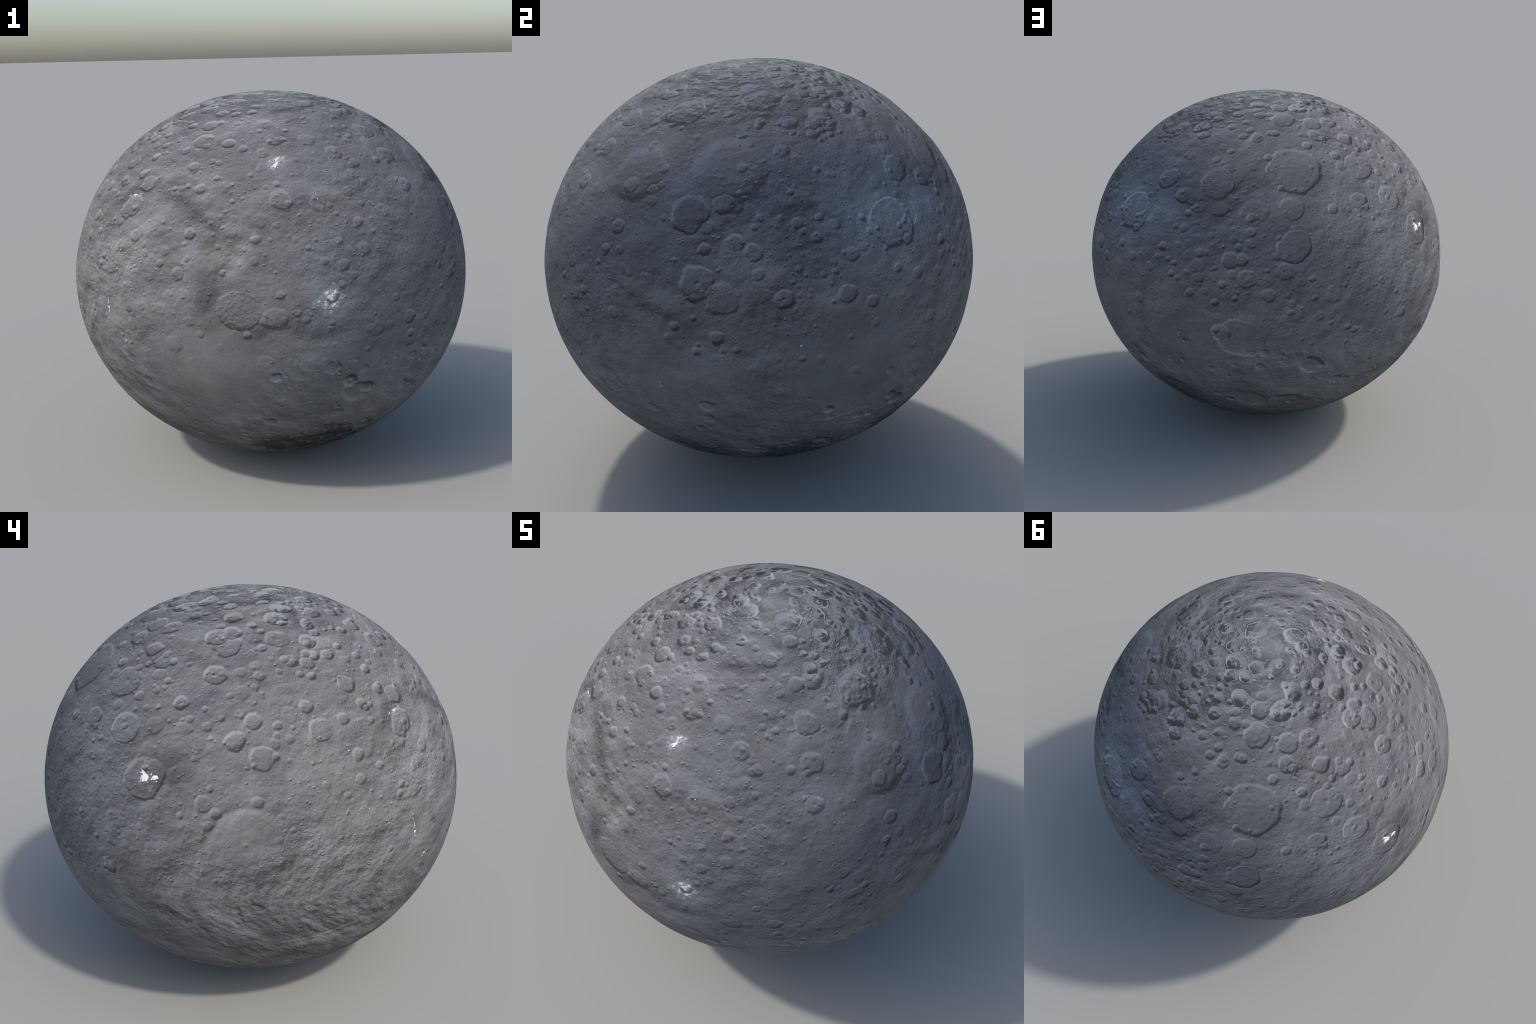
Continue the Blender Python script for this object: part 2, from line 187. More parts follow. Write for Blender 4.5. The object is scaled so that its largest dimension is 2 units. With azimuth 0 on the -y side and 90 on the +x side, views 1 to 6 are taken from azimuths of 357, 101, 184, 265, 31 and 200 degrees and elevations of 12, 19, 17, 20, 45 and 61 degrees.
# soft patches of lighter or darker ground: lon, lat, radius (deg), edge softness 0-1, change of brightness, blue tint
TONES = [
    (239.9, 20.0, 4.2, 0.8, 0.30, 0.0), (10.6, 6.0, 3.0, 0.5, 0.40, 0.1), (358.7, 43.6, 2.6, 0.8, 0.4, 0.0),
    # pale ground and ejecta, with the sunlit valley slope (lon 346-349) painted lighter
    (137, 28, 21, 0.9, 0.22, 0.45), (150, 27, 16, 0.9, 0.14, 0.5), (125, 25, 12, 1.0, 0.09, 0.4), (129, 27, 6, 0.8, 0.12, 0.3), (145, 24, 9, 0.9, 0.10, 0.3),
    (10.6, 6.0, 9, 0.9, 0.12, 0.2), (12, -3, 12, 1.0, 0.10, 0.2), (358.6, 43.8, 5, 0.9, 0.30, 0.0),
    (117.6, 9.5, 4.5, 0.9, 0.22, 0.6), (44, 34, 9, 0.9, 0.22, 0.4), (349, 23.5, 6, 0.9, 0.30, 0.0),
    (346, 16, 5, 0.9, 0.24, 0.0), (315, 14, 14, 0.8, 0.10, 0.0), (322, 24, 7, 0.9, 0.10, 0.0), (310, 1, 13, 0.9, 0.12, 0.0), (239, 6, 9, 0.9, 0.10, 0.0),
    (264.5, 5.0, 8, 1.0, 0.10, 0.0), (341, -9, 14, 0.9, 0.16, 0.0), (0, -12, 11, 0.9, 0.12, 0.0),
    (317, 26, 10, 0.9, 0.10, 0.0), (286, 14, 13, 0.9, 0.08, 0.0), (88, -8, 15, 0.9, 0.08, 0.1),
    (150, 0, 15, 1.0, 0.06, 0.0), (140, -14, 16, 1.0, 0.10, 0.1), (160, 20, 14, 1.0, 0.07, 0.2),
    (282, 36, 14, 1.0, 0.06, 0.0), (320, 36, 5, 0.9, 0.16, 0.0), (60, 87, 7, 0.9, 0.14, 0.1),
    (255, 72, 13, 0.4, -0.10, 0.0), (130, 66, 18, 0.5, -0.06, 0.1), (20, 66, 15, 0.6, 0.06, 0.0), (330, 68, 12, 0.5, 0.08, 0.0),
    # darker ground; at lon 329-341 the valley's shaded flank is drawn as dark colour
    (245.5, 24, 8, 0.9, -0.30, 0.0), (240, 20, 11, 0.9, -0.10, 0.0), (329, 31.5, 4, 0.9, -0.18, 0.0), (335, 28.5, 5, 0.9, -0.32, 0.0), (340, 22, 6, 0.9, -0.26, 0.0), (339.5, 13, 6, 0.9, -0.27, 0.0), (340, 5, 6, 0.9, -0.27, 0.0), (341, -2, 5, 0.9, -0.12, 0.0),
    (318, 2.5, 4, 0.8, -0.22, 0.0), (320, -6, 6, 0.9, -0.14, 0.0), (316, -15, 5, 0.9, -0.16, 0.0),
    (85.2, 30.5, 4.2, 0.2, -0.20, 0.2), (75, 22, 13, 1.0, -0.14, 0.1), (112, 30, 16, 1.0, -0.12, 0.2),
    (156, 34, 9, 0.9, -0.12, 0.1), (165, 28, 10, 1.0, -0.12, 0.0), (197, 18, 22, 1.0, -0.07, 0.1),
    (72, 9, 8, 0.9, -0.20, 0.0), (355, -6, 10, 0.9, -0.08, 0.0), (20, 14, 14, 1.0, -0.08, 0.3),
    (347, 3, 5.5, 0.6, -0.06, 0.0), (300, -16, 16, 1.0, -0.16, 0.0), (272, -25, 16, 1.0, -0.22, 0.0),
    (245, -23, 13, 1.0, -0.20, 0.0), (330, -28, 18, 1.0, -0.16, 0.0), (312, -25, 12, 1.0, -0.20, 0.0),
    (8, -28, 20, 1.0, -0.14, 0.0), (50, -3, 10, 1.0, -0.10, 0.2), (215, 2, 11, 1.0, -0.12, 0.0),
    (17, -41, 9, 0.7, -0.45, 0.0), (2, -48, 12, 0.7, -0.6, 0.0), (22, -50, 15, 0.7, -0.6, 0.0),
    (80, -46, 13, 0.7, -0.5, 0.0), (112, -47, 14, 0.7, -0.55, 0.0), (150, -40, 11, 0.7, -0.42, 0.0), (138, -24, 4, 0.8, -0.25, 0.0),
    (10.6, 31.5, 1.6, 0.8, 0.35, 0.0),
]
# ground that is rougher (+) or smoother (-) than usual: lon, lat, radius (deg), change
ROUGHNESS = [
    (15, -47, 14, 2.2), (110, -48, 15, 2.0), (150, -42, 11, 2.0), (80, -47, 12, 1.6), (95, 68, 18, 0.5), (320, 78, 12, 0.6),
    (285, -14, 32, 0.9), (255, -8, 22, 0.7), (348.6, 3.5, 7, 1.1), (310, 15, 16, 0.4), (105, 26, 26, 0.3),
    (225, 14, 24, 0.4), (264, 5.4, 8, -0.7), (341, -14, 20, -0.6), (124, -10, 22, -0.6), (80, -12, 22, -0.4),
    (85, 31, 4, -0.6), (194, 43, 6.5, -0.5), (160, -15, 20, -0.3), (20, -16, 18, -0.3), (20, 24, 24, 0.3),
]

# pale salt patches: where they lie, lon, lat, half length (mm), half width (mm), tilt of the long axis (deg from east)
SALT = [
    ("occator", 238.9, 20.0, 17, 13, 70), ("occator", 238.2, 21.2, 7, 6, 0), ("occator", 241.7, 20.3, 13, 8, 15),
    ("occator", 240.6, 21.0, 4.5, 3.5, 80), ("occator", 240.8, 19.7, 4, 2.8, 0), ("occator", 242.2, 19.4, 3, 2.4, 0),
    ("occator", 239.8, 18.9, 2.2, 2, 0), ("occator", 241.0, 20.4, 3, 2, 45), ("occator", 237.8, 19.6, 2.5, 2, 0),
    ("oxo", 358.75, 43.6, 10, 3.6, 25), ("oxo", 358.5, 42.9, 6, 4, 60), ("oxo", 358.4, 42.7, 6, 2.0, 100), ("oxo", 359.2, 42.4, 5, 2, 30),
    ("oxo", 359.0, 44.9, 5, 2, 70), ("oxo", 359.4, 45.8, 3, 1.5, 60), ("oxo", 358.0, 42.0, 3.5, 1.5, 70),
    ("haulani", 10.6, 6.5, 11, 7, 20), ("haulani", 11.2, 5.9, 8, 4, 120), ("haulani", 9.6, 7.4, 5, 2.5, 60), ("haulani", 10.9, 5.6, 5, 3, 150),
    ("haulani", 12.4, 7.4, 4, 1.6, 30), ("haulani", 11.3, 3.9, 6, 3, 10), ("haulani", 9.4, 4.1, 3.5, 2, 40),
    ("haulani", 10.2, 7.9, 5, 1.6, 10),
    ("slope", 309.0, -0.1, 9, 3.6, 95), ("slope", 308.8, 1.8, 15, 1.1, 94), ("slope", 308.4, 3.6, 4, 1.5, 90),
    ("slope", 309.0, -1.2, 6, 1.3, 92), ("slope", 314.7, -8.7, 6, 2.3, 20), ("slope", 315.6, -9.3, 4, 1.5, 110),
    ("slope", 314.0, -9.4, 3.5, 1.5, 70), ("slope", 311.0, 32.4, 11, 3, 5), ("slope", 308.6, 32.0, 7, 1.6, 35),
    ("slope", 313.3, 32.9, 5, 1.4, 5), ("slope", 316.9, 38.2, 9, 0.9, 115), ("slope", 317.4, 8.5, 3.4, 2, 0),
    ("slope", 294.4, 10.4, 3.4, 1.8, 100), ("slope", 305.4, 40.7, 2.2, 1.8, 0), ("slope", 291.4, 25.5, 3, 2.4, 0),
    ("slope", 110.3, -1.4, 4.5, 3.6, 0), ("slope", 115.9, 2.4, 2.2, 1.7, 0), ("slope", 113.6, 2.2, 2, 1.2, 0),
    ("slope", 10.4, 32.6, 4, 2.0, 60),
    ("dantu", 145.2, 27.1, 4, 2.4, 20), ("dantu", 145.1, 19.6, 3.4, 2, 120), ("dantu", 141.5, 16.5, 3.2, 2.4, 60),
    ("dantu", 137.2, 18.7, 4.5, 1.5, 95), ("dantu", 131.8, 18.3, 2.6, 1.6, 60), ("dantu", 138.4, 21.5, 2, 1.8, 0),
]

RNG = np.random.RandomState(20817)


def direction(lon, lat):
    """Unit vector on the map sphere (the spheroid is this sphere squeezed along z)."""
    a, b = math.radians(lon), math.radians(lat)
    return np.array([math.sin(a) * math.cos(b), -math.cos(a) * math.cos(b), math.sin(b)])


def smooth(x, a, b):
    t = np.clip((x - a) / (b - a), 0.0, 1.0)
    return t * t * (3 - 2 * t)


# ------------------------------------------------------------------ noise
LATTICE = np.random.RandomState(5).rand(64 * 64 * 64).astype(np.float32) * 2 - 1


def value_noise(p, seed):
    """Smooth 3D value noise in -1..1, from a repeating lattice of random values."""
    p = p.astype(np.float32)
    base = np.floor(p)
    f = p - base
    f = f * f * f * (f * (f * 6 - 15) + 10)
    i = base.astype(np.int32) + np.array([seed * 7, seed * 13, seed * 29], np.int32)
    x0, y0, z0 = ((i[:, 0] & 63) << 12), ((i[:, 1] & 63) << 6), i[:, 2] & 63
    x1, y1, z1 = (((i[:, 0] + 1) & 63) << 12), (((i[:, 1] + 1) & 63) << 6), (i[:, 2] + 1) & 63
    fx, fy, fz = f[:, 0], f[:, 1], f[:, 2]

    def line(x, y):
        a, b = LATTICE[x + y + z0], LATTICE[x + y + z1]
        return a + (b - a) * fz

    def sheet(x):
        a, b = line(x, y0), line(x, y1)
        return a + (b - a) * fy

    a, b = sheet(x0), sheet(x1)
    return a + (b - a) * fx


def fractal(p, scale, octaves, seed, gain=0.5):
    out, amp, norm = np.zeros(len(p)), 1.0, 0.0
    for k in range(octaves):
        out += amp * value_noise(p * scale * 2 ** k + 17.3 * k, seed + k)
        norm += amp
        amp *= gain
    return out / norm


# ------------------------------------------------------------------ relief
class Relief:
    """Height in metres over the spheroid, at a set of map-sphere directions."""

    def __init__(self, q):
        self.q = q
        # points sorted into small boxes, so that what lies near a crater is found quickly
        box = self.boxes(q)
        key = (box[:, 0] * 64 + box[:, 1]) * 64 + box[:, 2]
        self.order = np.argsort(key, kind="stable")
        self.first = np.searchsorted(key[self.order], np.arange(64 ** 3 + 1))
        self.h = np.zeros(len(q))
        # ragged rims: the ground is measured on slightly shuffled positions, coarse for big features, fine for small
        shuffle = lambda scale, octaves, seed: np.stack([fractal(q, scale, octaves, seed + 50 * k, 0.6) for k in range(3)], -1)
        self.coarse, self.fine = shuffle(16.0, 2, 400), shuffle(55.0, 1, 700)

    @staticmethod
    def boxes(p):
        return np.floor((p + 1.06) * 30).astype(np.int64)

    def near(self, c, reach, ragged=0.0):
        """Points within a chord 'reach' of direction c."""
        lo, hi = np.clip(self.boxes(c - reach), 0, 63), np.clip(self.boxes(c + reach), 0, 63)
        rows = []
        for i in range(lo[0], hi[0] + 1):
            for j in range(lo[1], hi[1] + 1):
                k = (i * 64 + j) * 64
                a, b = self.first[k + lo[2]], self.first[k + hi[2] + 1]
                if b > a:
                    rows.append(self.order[a:b])
        idx = np.concatenate(rows)
        d = self.q[idx] - c
        if ragged:
            d = d + self.coarse[idx] * np.interp(ragged, [0.03, 0.07, 0.12], [0.002, 0.009, 0.012]) + self.fine[idx] * min(0.06 * ragged, 0.0032)
        r = np.sqrt((d * d).sum(1))
        keep = r < reach
        return idx[keep], r[keep], d[keep]

    def crater(self, traits, lon, lat, radius):
        c = direction(lon, lat)
        east = np.cross([0, 0, 1], c)
        east /= max(np.linalg.norm(east), 1e-6)
        north = np.cross(c, east)
        idx, r, d = self.near(c, radius * 1.9, radius)
        rng = np.random.RandomState(int(lon * 131 + lat * 977 + radius * 1e5) % 99991)
        phases, amps = rng.rand(6) * 6.28, rng.randn(6)
        if not len(idx):
            return
        # rims are a little polygonal, not round
        ang = np.arctan2(d @ north, d @ east)
        wobble = np.zeros(len(r))
        rag = 0.016 if radius < 0.02 else 0.022
        for k in range(6):
            wobble += rag * amps[k] / (1 + 0.25 * k) * np.cos((k + 2) * ang + phases[k])
        t = r / (radius * (1 + wobble))
        depth = radius * np.interp(radius, [0.008, 0.02, 0.05, 0.1, 0.3], [0.066, 0.058, 0.038, 0.019, 0.006])
        depth *= (0.9 + 0.3 * rng.rand()) if "s" in traits else 0.5 + 0.6 * rng.rand()                                  # some fresh, many worn
        far = math.degrees(math.acos(np.clip(c @ direction(112, 67), -1, 1)))
        far = min(far, math.degrees(math.acos(np.clip(c @ direction(262, 77), -1, 1))) + 8)
        depth *= 1 + 1.2 * float(smooth(np.array(-far), -27, -18))        # the polar highlands are rugged on one side
        if lat < -25 and radius > 0.05:
            depth *= 0.5
        elif lat < -38:
            depth *= 1.8
        depth *= 1.3 if "s" in traits else (0.5 if radius < 0.1 else 1.6) if "f" in traits else 1.0
        # rims are broken: high on some sides, worn on others
        worn = 1 + 0.45 * sum(amps[k] * np.cos((k + 1) * ang + phases[5 - k]) / (1.5 + k) for k in range(4))
        worn = np.clip(worn, 0.3, 1.6)
        rim = depth * 0.05 * worn
        foot = np.interp(radius, [0.012, 0.04, 0.1], [0.30, 0.76, 0.91]) * (0.75 if "f" in traits else 1.0)
        if lat < -14:
            foot, depth, rim = foot * 0.75, depth * 0.8, rim * 0.7
        foot = foot * (1.0 - 0.13 * (worn - 1))
        wall = smooth(t, foot, 1.0)
        sag = 0.45 * np.clip(t, 0, 1) ** 2                     # dished floor, then a steep thin wall
        prof = depth * (sag - 1) + (depth * 0.55 + rim) * wall
        outside = t > 1
        prof[outside] = rim[outside] * np.exp(-((t[outside] - 1) / 0.3) ** 1.3)
        if radius > 0.05 and "f" not in traits:          # terraces on the inner wall
            prof += depth * 0.05 * np.sin(t * 34 + 2 * np.cos(ang * 3 + phases[0])) * smooth(t, foot, foot + 0.08) * (1 - smooth(t, 0.9, 1.0))
        prof += depth * 0.09 * (self.fine[idx, 0] + self.coarse[idx, 1]) * (1 - smooth(t, 0.6, 1.0))
        if "c" in traits:
            prof += depth * 0.55 * np.exp(-(t / 0.13) ** 2)
        # a younger crater wipes out what was there before
        old = self.h[idx]
        inside = (1 - smooth(t, 0.75, 1.08)) * (0.45 if "f" in traits else 0.85)
        core = t < 1.0
        level = old[core].mean() if core.any() else 0.0
        self.h[idx] = old * (1 - inside) + level * inside + prof

    def ridge(self, kind, height, width, points):
        width *= 0.001
        height *= 0.001
        pts = [direction(*p) for p in points]
        best = np.full(len(self.q), 9.0)
        side, run = np.zeros(len(self.q)), np.zeros(len(self.q))
        for n, (a, b) in enumerate(zip(pts[:-1], pts[1:])):
            ab = b - a
            mid = (a + b) / 2
            idx, _, _ = self.near(mid, np.linalg.norm(ab) / 2 + width * 3.2)
            p = self.q[idx] + 0.008 * self.coarse[idx]
            s = np.clip(((p - a) @ ab) / (ab @ ab), 0, 1)
            off = p - (a + s[:, None] * ab)
            r = np.sqrt((off * off).sum(1))
            sgn = np.sign(off @ np.cross(mid, ab))
            better = r < best[idx]
            best[idx] = np.where(better, r, best[idx])
            side[idx] = np.where(better, sgn, side[idx])
            run[idx] = np.where(better, (n + s) / (len(pts) - 1), run[idx])
        m = best < 3.2 * width
        x = best[m] / width
        height = height * (0.85 + 0.5 * self.coarse[m, 1]) * smooth(run[m], 0.0, 0.3) * (1 - smooth(run[m], 0.7, 1.0))
        fall = np.exp(-x * x)
        if kind == "scarp":
            self.h[m] += -height * np.tanh(side[m] * x * 1.6) * np.exp(-(x / 1.5) ** 2) * 0.8
        else:
            self.h[m] += height * fall


def build_relief(q):
    rel = Relief(q)
    wild = 0.75 + 0.0 * q[:, 0]
    for lon, lat, rad, change in ROUGHNESS:
        dist = np.degrees(np.sqrt(np.maximum(2 - 2 * (q @ direction(lon, lat)), 0)))
        wild += change * (1 - smooth(dist, rad * 0.4, rad))
    wild = np.clip(wild - 0.3 * smooth(q[:, 2], 0.65, 0.85), 0.12, 3.5)
    rel.h += 0.0018 * fractal(q, 3.0, 2, 3)
    rel.h += 0.0018 * wild * fractal(q, 9.0, 2, 11)
    rel.h += 0.0008 * wild * fractal(q, 26.0, 3, 29, 0.5)
    sway = np.stack([fractal(q, 7.0, 1, 900 + 50 * k) for k in range(3)], -1)
    for lon, lat, rad, height in SWELLS:
        idx, _, d = rel.near(direction(lon, lat), math.radians(rad) + 0.06)
        dist = np.degrees(np.sqrt(((d + 0.03 * sway[idx]) ** 2).sum(1)))
        rel.h[idx] += 0.00075 * height * (1 - smooth(dist, rad * (0.25 if rad < 18 else 0.72), rad))
    rugged = smooth(q[:, 2] + 0.12 * rel.coarse[:, 1], 0.70, 0.86)
    rel.h += 0.0013 * rugged * fractal(q, 11.0, 2, 83, 0.5)
    # long grooves across the south-western quarter
    along = np.array([0.0, -1.0, 1.0]) / math.sqrt(2)
    stretched = 7.0 * q + 22.0 * (q @ along)[:, None] * along
    far = np.degrees(np.arccos(np.clip(q @ direction(272, -24), -1, 1)))
    rel.h += 0.0011 * (1 - smooth(far, 12, 40)) * fractal(stretched, 1.0, 3, 57, 0.6)
    for r in RIDGES:
        rel.ridge(*r)
    # ghosts of old craters, nearly filled in
    for _ in range(220):
        v = RNG.randn(3)
        v /= np.linalg.norm(v)
        if v[2] > -0.25:
            rel.crater("f", math.degrees(math.atan2(v[0], -v[1])) % 360, math.degrees(math.asin(v[2])), 0.016 + 0.03 * RNG.rand() ** 2)
    every = BASINS + [c for group in CRATERS.values() for c in group]
    for c in sorted(every, key=lambda c: -c[3]):
        if c[3] >= 14:
            rel.crater(c[0], c[1], c[2], c[3] * 0.00110)
    # a scatter of small craters: thick in the north, thin on the smooth plains
    count = 0
    while count < 3400:
        v = RNG.randn(3)
        v /= np.linalg.norm(v)
        lon, lat = math.degrees(math.atan2(v[0], -v[1])) % 360, math.degrees(math.asin(v[2]))
        size = 0.0040 * (1 - RNG.rand()) ** -0.58
        broken = lat < -38 and (lon < 35 or lon > 345 or 70 < lon < 160)
        chance = 0.35 + 0.65 * smooth(np.array(lat), -25, 10) if lat > -45 else 0.8
        if any(ch < 0 and direction(a, b) @ v > math.cos(math.radians(rd)) for a, b, rd, ch in ROUGHNESS):
            chance *= 0.2
        if broken:
            chance, size = 1.0, size * 1.9
        if RNG.rand() > chance or size > 0.030:
            continue
        count += 1
        rel.crater("s" if broken or RNG.rand() < 0.25 else "n" if RNG.rand() < 0.6 else "f", lon, lat, size)
    for c in sorted(every, key=lambda c: -c[3]):
        if c[3] < 14:
            rel.crater(c[0], c[1], c[2], c[3] * 0.00110)
    return rel.h


# ------------------------------------------------------------------ mesh
def cube_sphere(n):
    """Directions and quads of a cube pushed out to a sphere; shared edges are welded."""
    g = np.linspace(-1, 1, n + 1)
    t = np.tan(g * math.pi / 4)
    u, v = np.meshgrid(t, t, indexing="ij")
    one = np.ones_like(u)
    sides = [(one, u, v), (-one, -u, v), (-u, one, v), (u, -one, v), (-v, u, one), (v, u, -one)]
    pts = np.concatenate([np.stack(s, -1).reshape(-1, 3) for s in sides])
    i, j = np.meshgrid(np.arange(n), np.arange(n), indexing="ij")
    a = (i * (n + 1) + j).ravel()
    quad = np.stack([a, a + n + 1, a + n + 2, a + 1], -1)
    quads = np.concatenate([quad + k * (n + 1) ** 2 for k in range(6)])
    key = np.round(pts * 1e6).astype(np.int64)
    _, first, inverse = np.unique(key, axis=0, return_index=True, return_inverse=True)
    pts, quads = pts[first], inverse.reshape(-1)[quads]
    q = pts / np.linalg.norm(pts, axis=1, keepdims=True)
    return q, quads


def to_space(q, h):
    """Put height h on the spheroid along its own normal."""
    n = q / AXES
    n /= np.linalg.norm(n, axis=1, keepdims=True)
    return q * AXES + n * h[:, None] + np.array([0, 0, CENTRE_Z])


def mesh_from(name, verts, quads):
    me = bpy.data.meshes.new(name)
    me.vertices.add(len(verts))
    me.vertices.foreach_set("co", verts.astype(np.float32).ravel())
    me.loops.add(quads.size)
    me.loops.foreach_set("vertex_index", quads.astype(np.int32).ravel())
    me.polygons.add(len(quads))
    me.polygons.foreach_set("loop_start", np.arange(0, quads.size, quads.shape[1], dtype=np.int32))
    me.update(calc_edges=True)
    me.polygons.foreach_set("use_smooth", np.ones(len(quads), dtype=bool))
    return me


def add_object(name, me, parent, material):
    ob = bpy.data.objects.new(name, me)
    bpy.context.scene.collection.objects.link(ob)
    ob.parent = parent
    me.materials.append(material)
    return ob


# ------------------------------------------------------------------ materials
class Nodes:
    def __init__(self, name):
        self.mat = bpy.data.materials.new(name)
        self.mat.use_nodes = True
        self.t = self.mat.node_tree
        self.shader = self.t.nodes["Principled BSDF"]

    def plug(self, socket, value):
        if isinstance(value, bpy.types.NodeSocket):
            self.t.links.new(value, socket)
        elif value is not None:
            socket.default_value = value

    def math(self, op, a, b=None, c=None, clamp=False):
        n = self.t.nodes.new("ShaderNodeMath")
        n.operation, n.use_clamp = op, clamp
        for k, v in enumerate((a, b, c)):
            if v is not None:
                self.plug(n.inputs[k], v)
        return n.outputs[0]

    def vec(self, op, a, b=None):
        n = self.t.nodes.new("ShaderNodeVectorMath")
        n.operation = op
        self.plug(n.inputs[0], a)
        if b is not None:
            self.plug(n.inputs[1], b)
        return n.outputs["Value"] if op in ("DOT_PRODUCT", "DISTANCE", "LENGTH") else n.outputs[0]

    def ramp(self, x, a, b, lo=0.0, hi=1.0, kind="SMOOTHSTEP"):
        n = self.t.nodes.new("ShaderNodeMapRange")
        n.interpolation_type = kind
        for k, v in zip(("Value", "From Min", "From Max", "To Min", "To Max"), (x, a, b, lo, hi)):
            self.plug(n.inputs[k], v)
        return n.outputs[0]

    def noise(self, p, scale, detail=2.0, rough=0.5, colour=False):
        n = self.t.nodes.new("ShaderNodeTexNoise")
        self.plug(n.inputs["Vector"], p)
        n.inputs["Scale"].default_value, n.inputs["Detail"].default_value, n.inputs["Roughness"].default_value = scale, detail, rough
        return n.outputs["Color" if colour else "Fac"]

    def cells(self, p, scale):
        n = self.t.nodes.new("ShaderNodeTexVoronoi")
        self.plug(n.inputs["Vector"], p)
        n.inputs["Scale"].default_value = scale
        return n.outputs["Distance"], n.outputs["Color"]

    def mix(self, fac, a, b, blend="MIX"):
        n = self.t.nodes.new("ShaderNodeMix")
        n.data_type, n.blend_type = "RGBA", blend
        self.plug(n.inputs[0], fac)
        self.plug(n.inputs[6], a)
        self.plug(n.inputs[7], b)
        return n.outputs[2]


GREY = (0.146, 0.146, 0.148, 1)
BAKED_LIGHT_CONTRAST = 6.5       # strength of the crater-wall light and shade tinted into the base colour


def regolith():
    """Grey ground.  Mosaic sunlight is baked into it: slopes facing equator and east lightened, others darkened."""
    b = Nodes("regolith")
    pos = b.t.nodes.new("ShaderNodeTexCoord").outputs["Object"]
    q = b.vec("DIVIDE", b.vec("SUBTRACT", pos, (0, 0, CENTRE_Z)), tuple(AXES))
    q = b.vec("NORMALIZE", q)
    plain = b.vec("NORMALIZE", b.vec("DIVIDE", q, tuple(AXES)))
    xyz = b.t.nodes.new("ShaderNodeSeparateXYZ")
    b.plug(xyz.inputs[0], q)
    x, y, z = xyz.outputs
    warp = b.vec("SUBTRACT", b.noise(q, 7.0, 5.0, 0.6, colour=True), (0.5, 0.5, 0.5))
    bent = b.vec("ADD", q, b.vec("MULTIPLY", warp, (0.16, 0.16, 0.16)))

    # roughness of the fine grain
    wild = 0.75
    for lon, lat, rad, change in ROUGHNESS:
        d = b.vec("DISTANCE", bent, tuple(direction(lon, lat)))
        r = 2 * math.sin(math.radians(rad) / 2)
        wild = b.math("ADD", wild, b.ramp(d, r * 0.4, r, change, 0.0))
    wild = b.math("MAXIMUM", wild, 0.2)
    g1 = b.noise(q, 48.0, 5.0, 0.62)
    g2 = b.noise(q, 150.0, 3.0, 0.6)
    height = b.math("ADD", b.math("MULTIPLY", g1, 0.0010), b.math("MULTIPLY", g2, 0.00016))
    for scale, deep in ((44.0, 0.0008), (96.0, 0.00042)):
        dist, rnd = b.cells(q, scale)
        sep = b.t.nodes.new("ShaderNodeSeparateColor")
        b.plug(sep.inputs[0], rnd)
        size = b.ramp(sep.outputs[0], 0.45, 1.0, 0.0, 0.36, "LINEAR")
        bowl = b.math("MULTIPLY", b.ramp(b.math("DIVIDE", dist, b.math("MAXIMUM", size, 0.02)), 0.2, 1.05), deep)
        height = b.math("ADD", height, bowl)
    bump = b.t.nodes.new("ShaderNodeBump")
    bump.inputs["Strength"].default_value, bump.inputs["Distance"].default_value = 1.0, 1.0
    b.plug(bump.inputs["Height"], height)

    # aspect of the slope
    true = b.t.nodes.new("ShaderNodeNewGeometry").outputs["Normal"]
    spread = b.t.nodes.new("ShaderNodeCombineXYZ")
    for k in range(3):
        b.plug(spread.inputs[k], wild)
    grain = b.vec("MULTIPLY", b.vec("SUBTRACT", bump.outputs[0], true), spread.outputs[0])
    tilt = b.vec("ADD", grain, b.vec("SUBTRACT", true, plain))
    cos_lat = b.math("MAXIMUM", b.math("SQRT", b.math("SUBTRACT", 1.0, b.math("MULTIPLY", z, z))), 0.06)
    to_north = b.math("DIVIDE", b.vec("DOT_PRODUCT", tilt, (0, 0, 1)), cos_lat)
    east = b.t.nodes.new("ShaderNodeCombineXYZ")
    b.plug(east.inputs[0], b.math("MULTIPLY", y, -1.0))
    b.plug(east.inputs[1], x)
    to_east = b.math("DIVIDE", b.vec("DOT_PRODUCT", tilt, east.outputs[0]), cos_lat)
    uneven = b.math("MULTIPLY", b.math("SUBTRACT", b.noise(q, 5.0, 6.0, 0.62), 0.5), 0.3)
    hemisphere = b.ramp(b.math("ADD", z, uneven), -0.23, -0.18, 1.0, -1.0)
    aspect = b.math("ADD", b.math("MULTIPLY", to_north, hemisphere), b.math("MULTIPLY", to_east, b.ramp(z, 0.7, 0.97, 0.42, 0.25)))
    strength = b.ramp(z, 0.65, 0.95, BAKED_LIGHT_CONTRAST, BAKED_LIGHT_CONTRAST * 1.3)
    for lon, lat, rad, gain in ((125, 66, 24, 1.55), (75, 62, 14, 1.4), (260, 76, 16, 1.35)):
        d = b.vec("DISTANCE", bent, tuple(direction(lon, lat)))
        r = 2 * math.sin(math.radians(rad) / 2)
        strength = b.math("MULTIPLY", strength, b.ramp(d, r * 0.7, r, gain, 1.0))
    baked_light = b.math("MULTIPLY_ADD", aspect, strength, 1.0)
    baked_light = b.math("MINIMUM", b.math("MAXIMUM", baked_light, 0.36), 1.8)

    # broad tones
    value, blue = baked_light, None
    blue = 0.0
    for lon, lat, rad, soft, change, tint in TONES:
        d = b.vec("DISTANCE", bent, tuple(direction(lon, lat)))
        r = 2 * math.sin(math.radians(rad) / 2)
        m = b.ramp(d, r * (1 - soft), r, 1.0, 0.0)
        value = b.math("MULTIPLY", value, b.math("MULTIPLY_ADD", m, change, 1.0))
        if tint:
            blue = b.math("MULTIPLY_ADD", m, tint, blue)
    mottle = b.noise(q, 5.0, 6.0, 0.62)
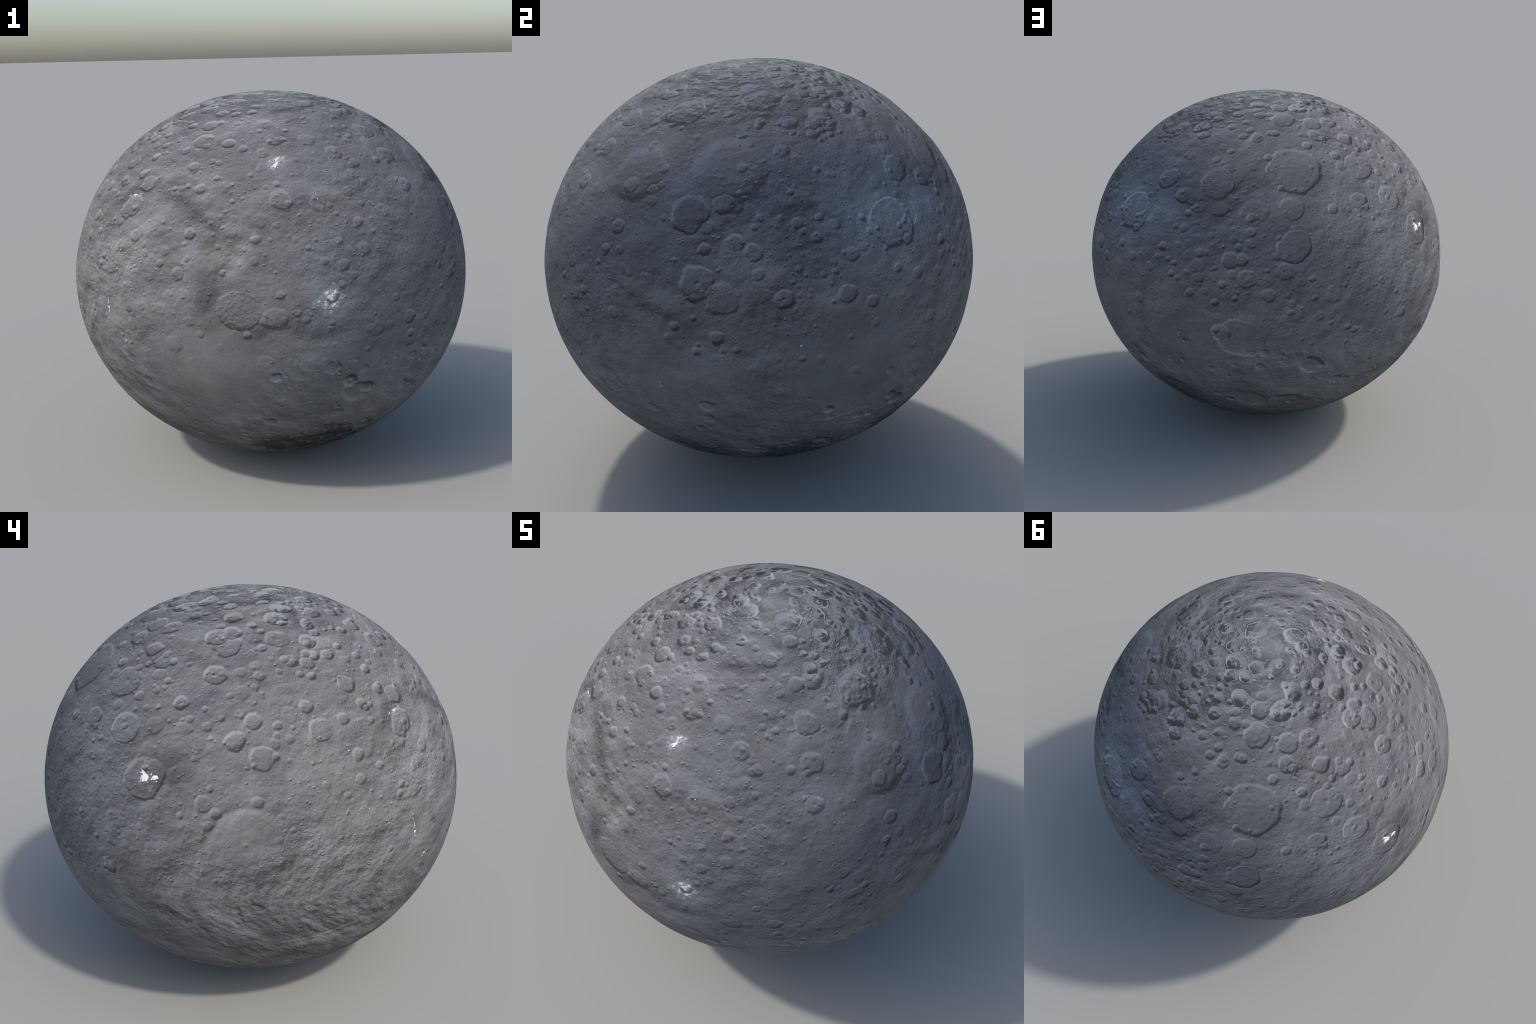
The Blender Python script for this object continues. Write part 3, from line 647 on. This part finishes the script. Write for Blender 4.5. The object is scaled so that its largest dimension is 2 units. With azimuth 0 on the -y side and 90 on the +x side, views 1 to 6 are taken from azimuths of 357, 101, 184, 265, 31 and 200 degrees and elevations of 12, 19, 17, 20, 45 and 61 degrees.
    value = b.math("MULTIPLY", value, b.ramp(mottle, 0.25, 0.75, 0.81, 1.19, "LINEAR"))
    speck = b.noise(q, 70.0, 4.0, 0.65)
    value = b.math("MULTIPLY", value, b.ramp(speck, 0.25, 0.75, 0.89, 1.11, "LINEAR"))
    south = b.ramp(b.math("ADD", z, b.math("MULTIPLY", b.math("SUBTRACT", mottle, 0.5), 0.3)), -0.85, -0.45, 0.62, 1.0)
    value = b.math("MULTIPLY", value, south)
    # bright flecks round the freshest craters
    fleck = b.noise(q, 42.0, 5.0, 0.7)
    for lon, lat, rad, gain in ((10.6, 6.0, 4.2, 2.2), (358.7, 43.8, 2.8, 2.0), (138, 23, 9, 0.5), (239.9, 20.2, 3.8, 2.4), (308.9, 1, 3.0, 0.5), (12, -46, 14, 1.2), (110, -46, 16, 0.9), (311, 32.3, 2.5, 0.5), (315, -9, 1.6, 0.7)):
        d = b.vec("DISTANCE", bent, tuple(direction(lon, lat)))
        r = 2 * math.sin(math.radians(rad) / 2)
        m = b.math("MULTIPLY", b.ramp(d, r * 0.25, r, 1.0, 0.0), b.ramp(fleck, 0.52, 0.64, 0.0, gain))
        value = b.math("MULTIPLY", value, b.math("ADD", m, 1.0))

    hue = b.noise(q, 6.0, 4.0, 0.6)
    cool = b.math("ADD", b.math("MULTIPLY", blue, 0.9), b.ramp(hue, 0.35, 0.7, -0.25, 0.45, "LINEAR"))
    tint = b.mix(b.ramp(cool, -0.4, 1.0, 0.0, 1.0, "LINEAR"), (1.025, 1.0, 0.965, 1), (0.94, 1.0, 1.08, 1))
    grey = b.t.nodes.new("ShaderNodeCombineColor")
    for k in range(3):
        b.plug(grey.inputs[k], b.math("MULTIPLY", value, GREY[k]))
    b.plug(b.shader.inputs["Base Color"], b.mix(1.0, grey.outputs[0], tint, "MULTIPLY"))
    b.shader.inputs["Roughness"].default_value = 0.95
    b.shader.inputs["Specular IOR Level"].default_value = 0.08
    return b.mat


def salt(name, low, high):
    b = Nodes(name)
    pos = b.t.nodes.new("ShaderNodeTexCoord").outputs["Object"]
    n = b.noise(pos, 160.0, 4.0, 0.65)
    col = b.mix(b.ramp(n, 0.3, 0.62), (low, low, low * 1.02, 1), (high, high, high, 1))
    b.plug(b.shader.inputs["Base Color"], col)
    b.shader.inputs["Roughness"].default_value = 0.9
    b.shader.inputs["Specular IOR Level"].default_value = 0.1
    return b.mat


# ------------------------------------------------------------------ build
def salt_patch(lon, lat, half_l, half_w, tilt, seed, rings=9, spokes=40):
    """Directions, extra heights and quads of a ragged-edged sheet that drapes over the ground."""
    c = direction(lon, lat)
    east = np.cross([0, 0, 1.0], c)
    east /= np.linalg.norm(east)
    north = np.cross(c, east)
    a = math.radians(tilt)
    long_axis, short_axis = east * math.cos(a) + north * math.sin(a), north * math.cos(a) - east * math.sin(a)
    rng = np.random.RandomState(seed)
    ph, am = rng.rand(7) * 6.28, rng.randn(7)
    if half_l > 5:
        half_l, half_w = half_l * 1.2, half_w * 1.3
    pts, lift = [c], [1.0]
    for i in range(1, rings + 1):
        t = i / rings
        for j in range(spokes):
            w = j * math.tau / spokes
            rag = 1 + t * sum(0.13 * am[k] / (1 + 0.15 * k) * math.cos((k + 2) * w + ph[k]) for k in range(7))
            p = c + long_axis * (0.001 * half_l * t * rag * math.cos(w)) + short_axis * (0.001 * half_w * t * rag * math.sin(w))
            pts.append(p / np.linalg.norm(p))
            lift.append(1 - t ** 3)
    quads = []
    for j in range(spokes):
        k = (j + 1) % spokes
        quads.append((0, 1 + j, 1 + k, 1 + k))
        for i in range(rings - 1):
            quads.append((1 + i * spokes + j, 1 + (i + 1) * spokes + j, 1 + (i + 1) * spokes + k, 1 + i * spokes + k))
    return np.array(pts), 0.0014 * np.array(lift) - 0.0003, quads


def main():
    q, quads = cube_sphere(GRID)
    patches = [salt_patch(*s[1:], seed=101 + k) for k, s in enumerate(SALT)]
    everything = np.concatenate([q] + [p[0] for p in patches])
    h = build_relief(everything)
    verts = to_space(q, h[:len(q)])
    drop = verts[:, 2].min()

    planet = bpy.data.objects.new("dwarf_planet", None)
    planet.empty_display_size = 0.2
    planet["label"] = "round grey dwarf planet covered in craters with bright white spots"
    planet["category"] = "dwarf planet"
    bpy.context.scene.collection.objects.link(planet)
    ground = regolith()

    whole = mesh_from("whole_surface", verts - [0, 0, drop], quads)
    normals = np.empty(len(verts) * 3, np.float32)
    whole.vertex_normals.foreach_get("vector", normals)
    normals = normals.reshape(-1, 3)
    bpy.data.meshes.remove(whole)

    # the largest clear craters become parts of their own, cut out along face borders
    mid = q[quads].mean(1)
    mid /= np.linalg.norm(mid, axis=1, keepdims=True)
    owner = np.zeros(len(quads), np.int32)
    chosen = sorted([c for g in CRATERS.values() for c in g if c[3] >= 42 and "f" not in c[0]], key=lambda c: -c[3])
    for k, c in enumerate(chosen):
        owner[mid @ direction(c[1], c[2]) > 1 - (c[3] * 0.00104) ** 2 / 2] = k + 1
    holders = {}
    for k in range(len(chosen) + 1):
        faces = quads[owner == k]
        if len(faces) < 60:
            continue
        used, inverse = np.unique(faces, return_inverse=True)
        name = "crust" if k == 0 else "crater"
        me = mesh_from(name, verts[used] - [0, 0, drop], inverse.reshape(faces.shape))
        me.normals_split_custom_set_from_vertices(normals[used].tolist())
        ob = add_object(name, me, planet, ground)
        holders[k] = ob

    pale = {"occator": salt("bright_salt", 0.62, 0.95), "oxo": salt("frost", 0.5, 0.95), "haulani": salt("pale_ejecta", 0.38, 0.75),
            "slope": salt("fresh_slope", 0.45, 0.85), "dantu": salt("salt_fleck", 0.34, 0.60)}
    start = len(q)
    for s, (pts, lift, pq) in zip(SALT, patches):
        v = to_space(pts, h[start:start + len(pts)] + lift) - [0, 0, drop]
        start += len(pts)
        me = bpy.data.meshes.new("salt_deposit")
        me.from_pydata(v.tolist(), [], [tuple(dict.fromkeys(f)) for f in pq])
        me.polygons.foreach_set("use_smooth", np.ones(len(me.polygons), dtype=bool))
        home = planet
        for k, c in enumerate(chosen):
            if k + 1 in holders and np.linalg.norm(direction(c[1], c[2]) - direction(s[1], s[2])) < c[3] * 0.001:
                home = holders[k + 1]
        add_object("salt_deposit", me, home, pale[s[0]])


main()
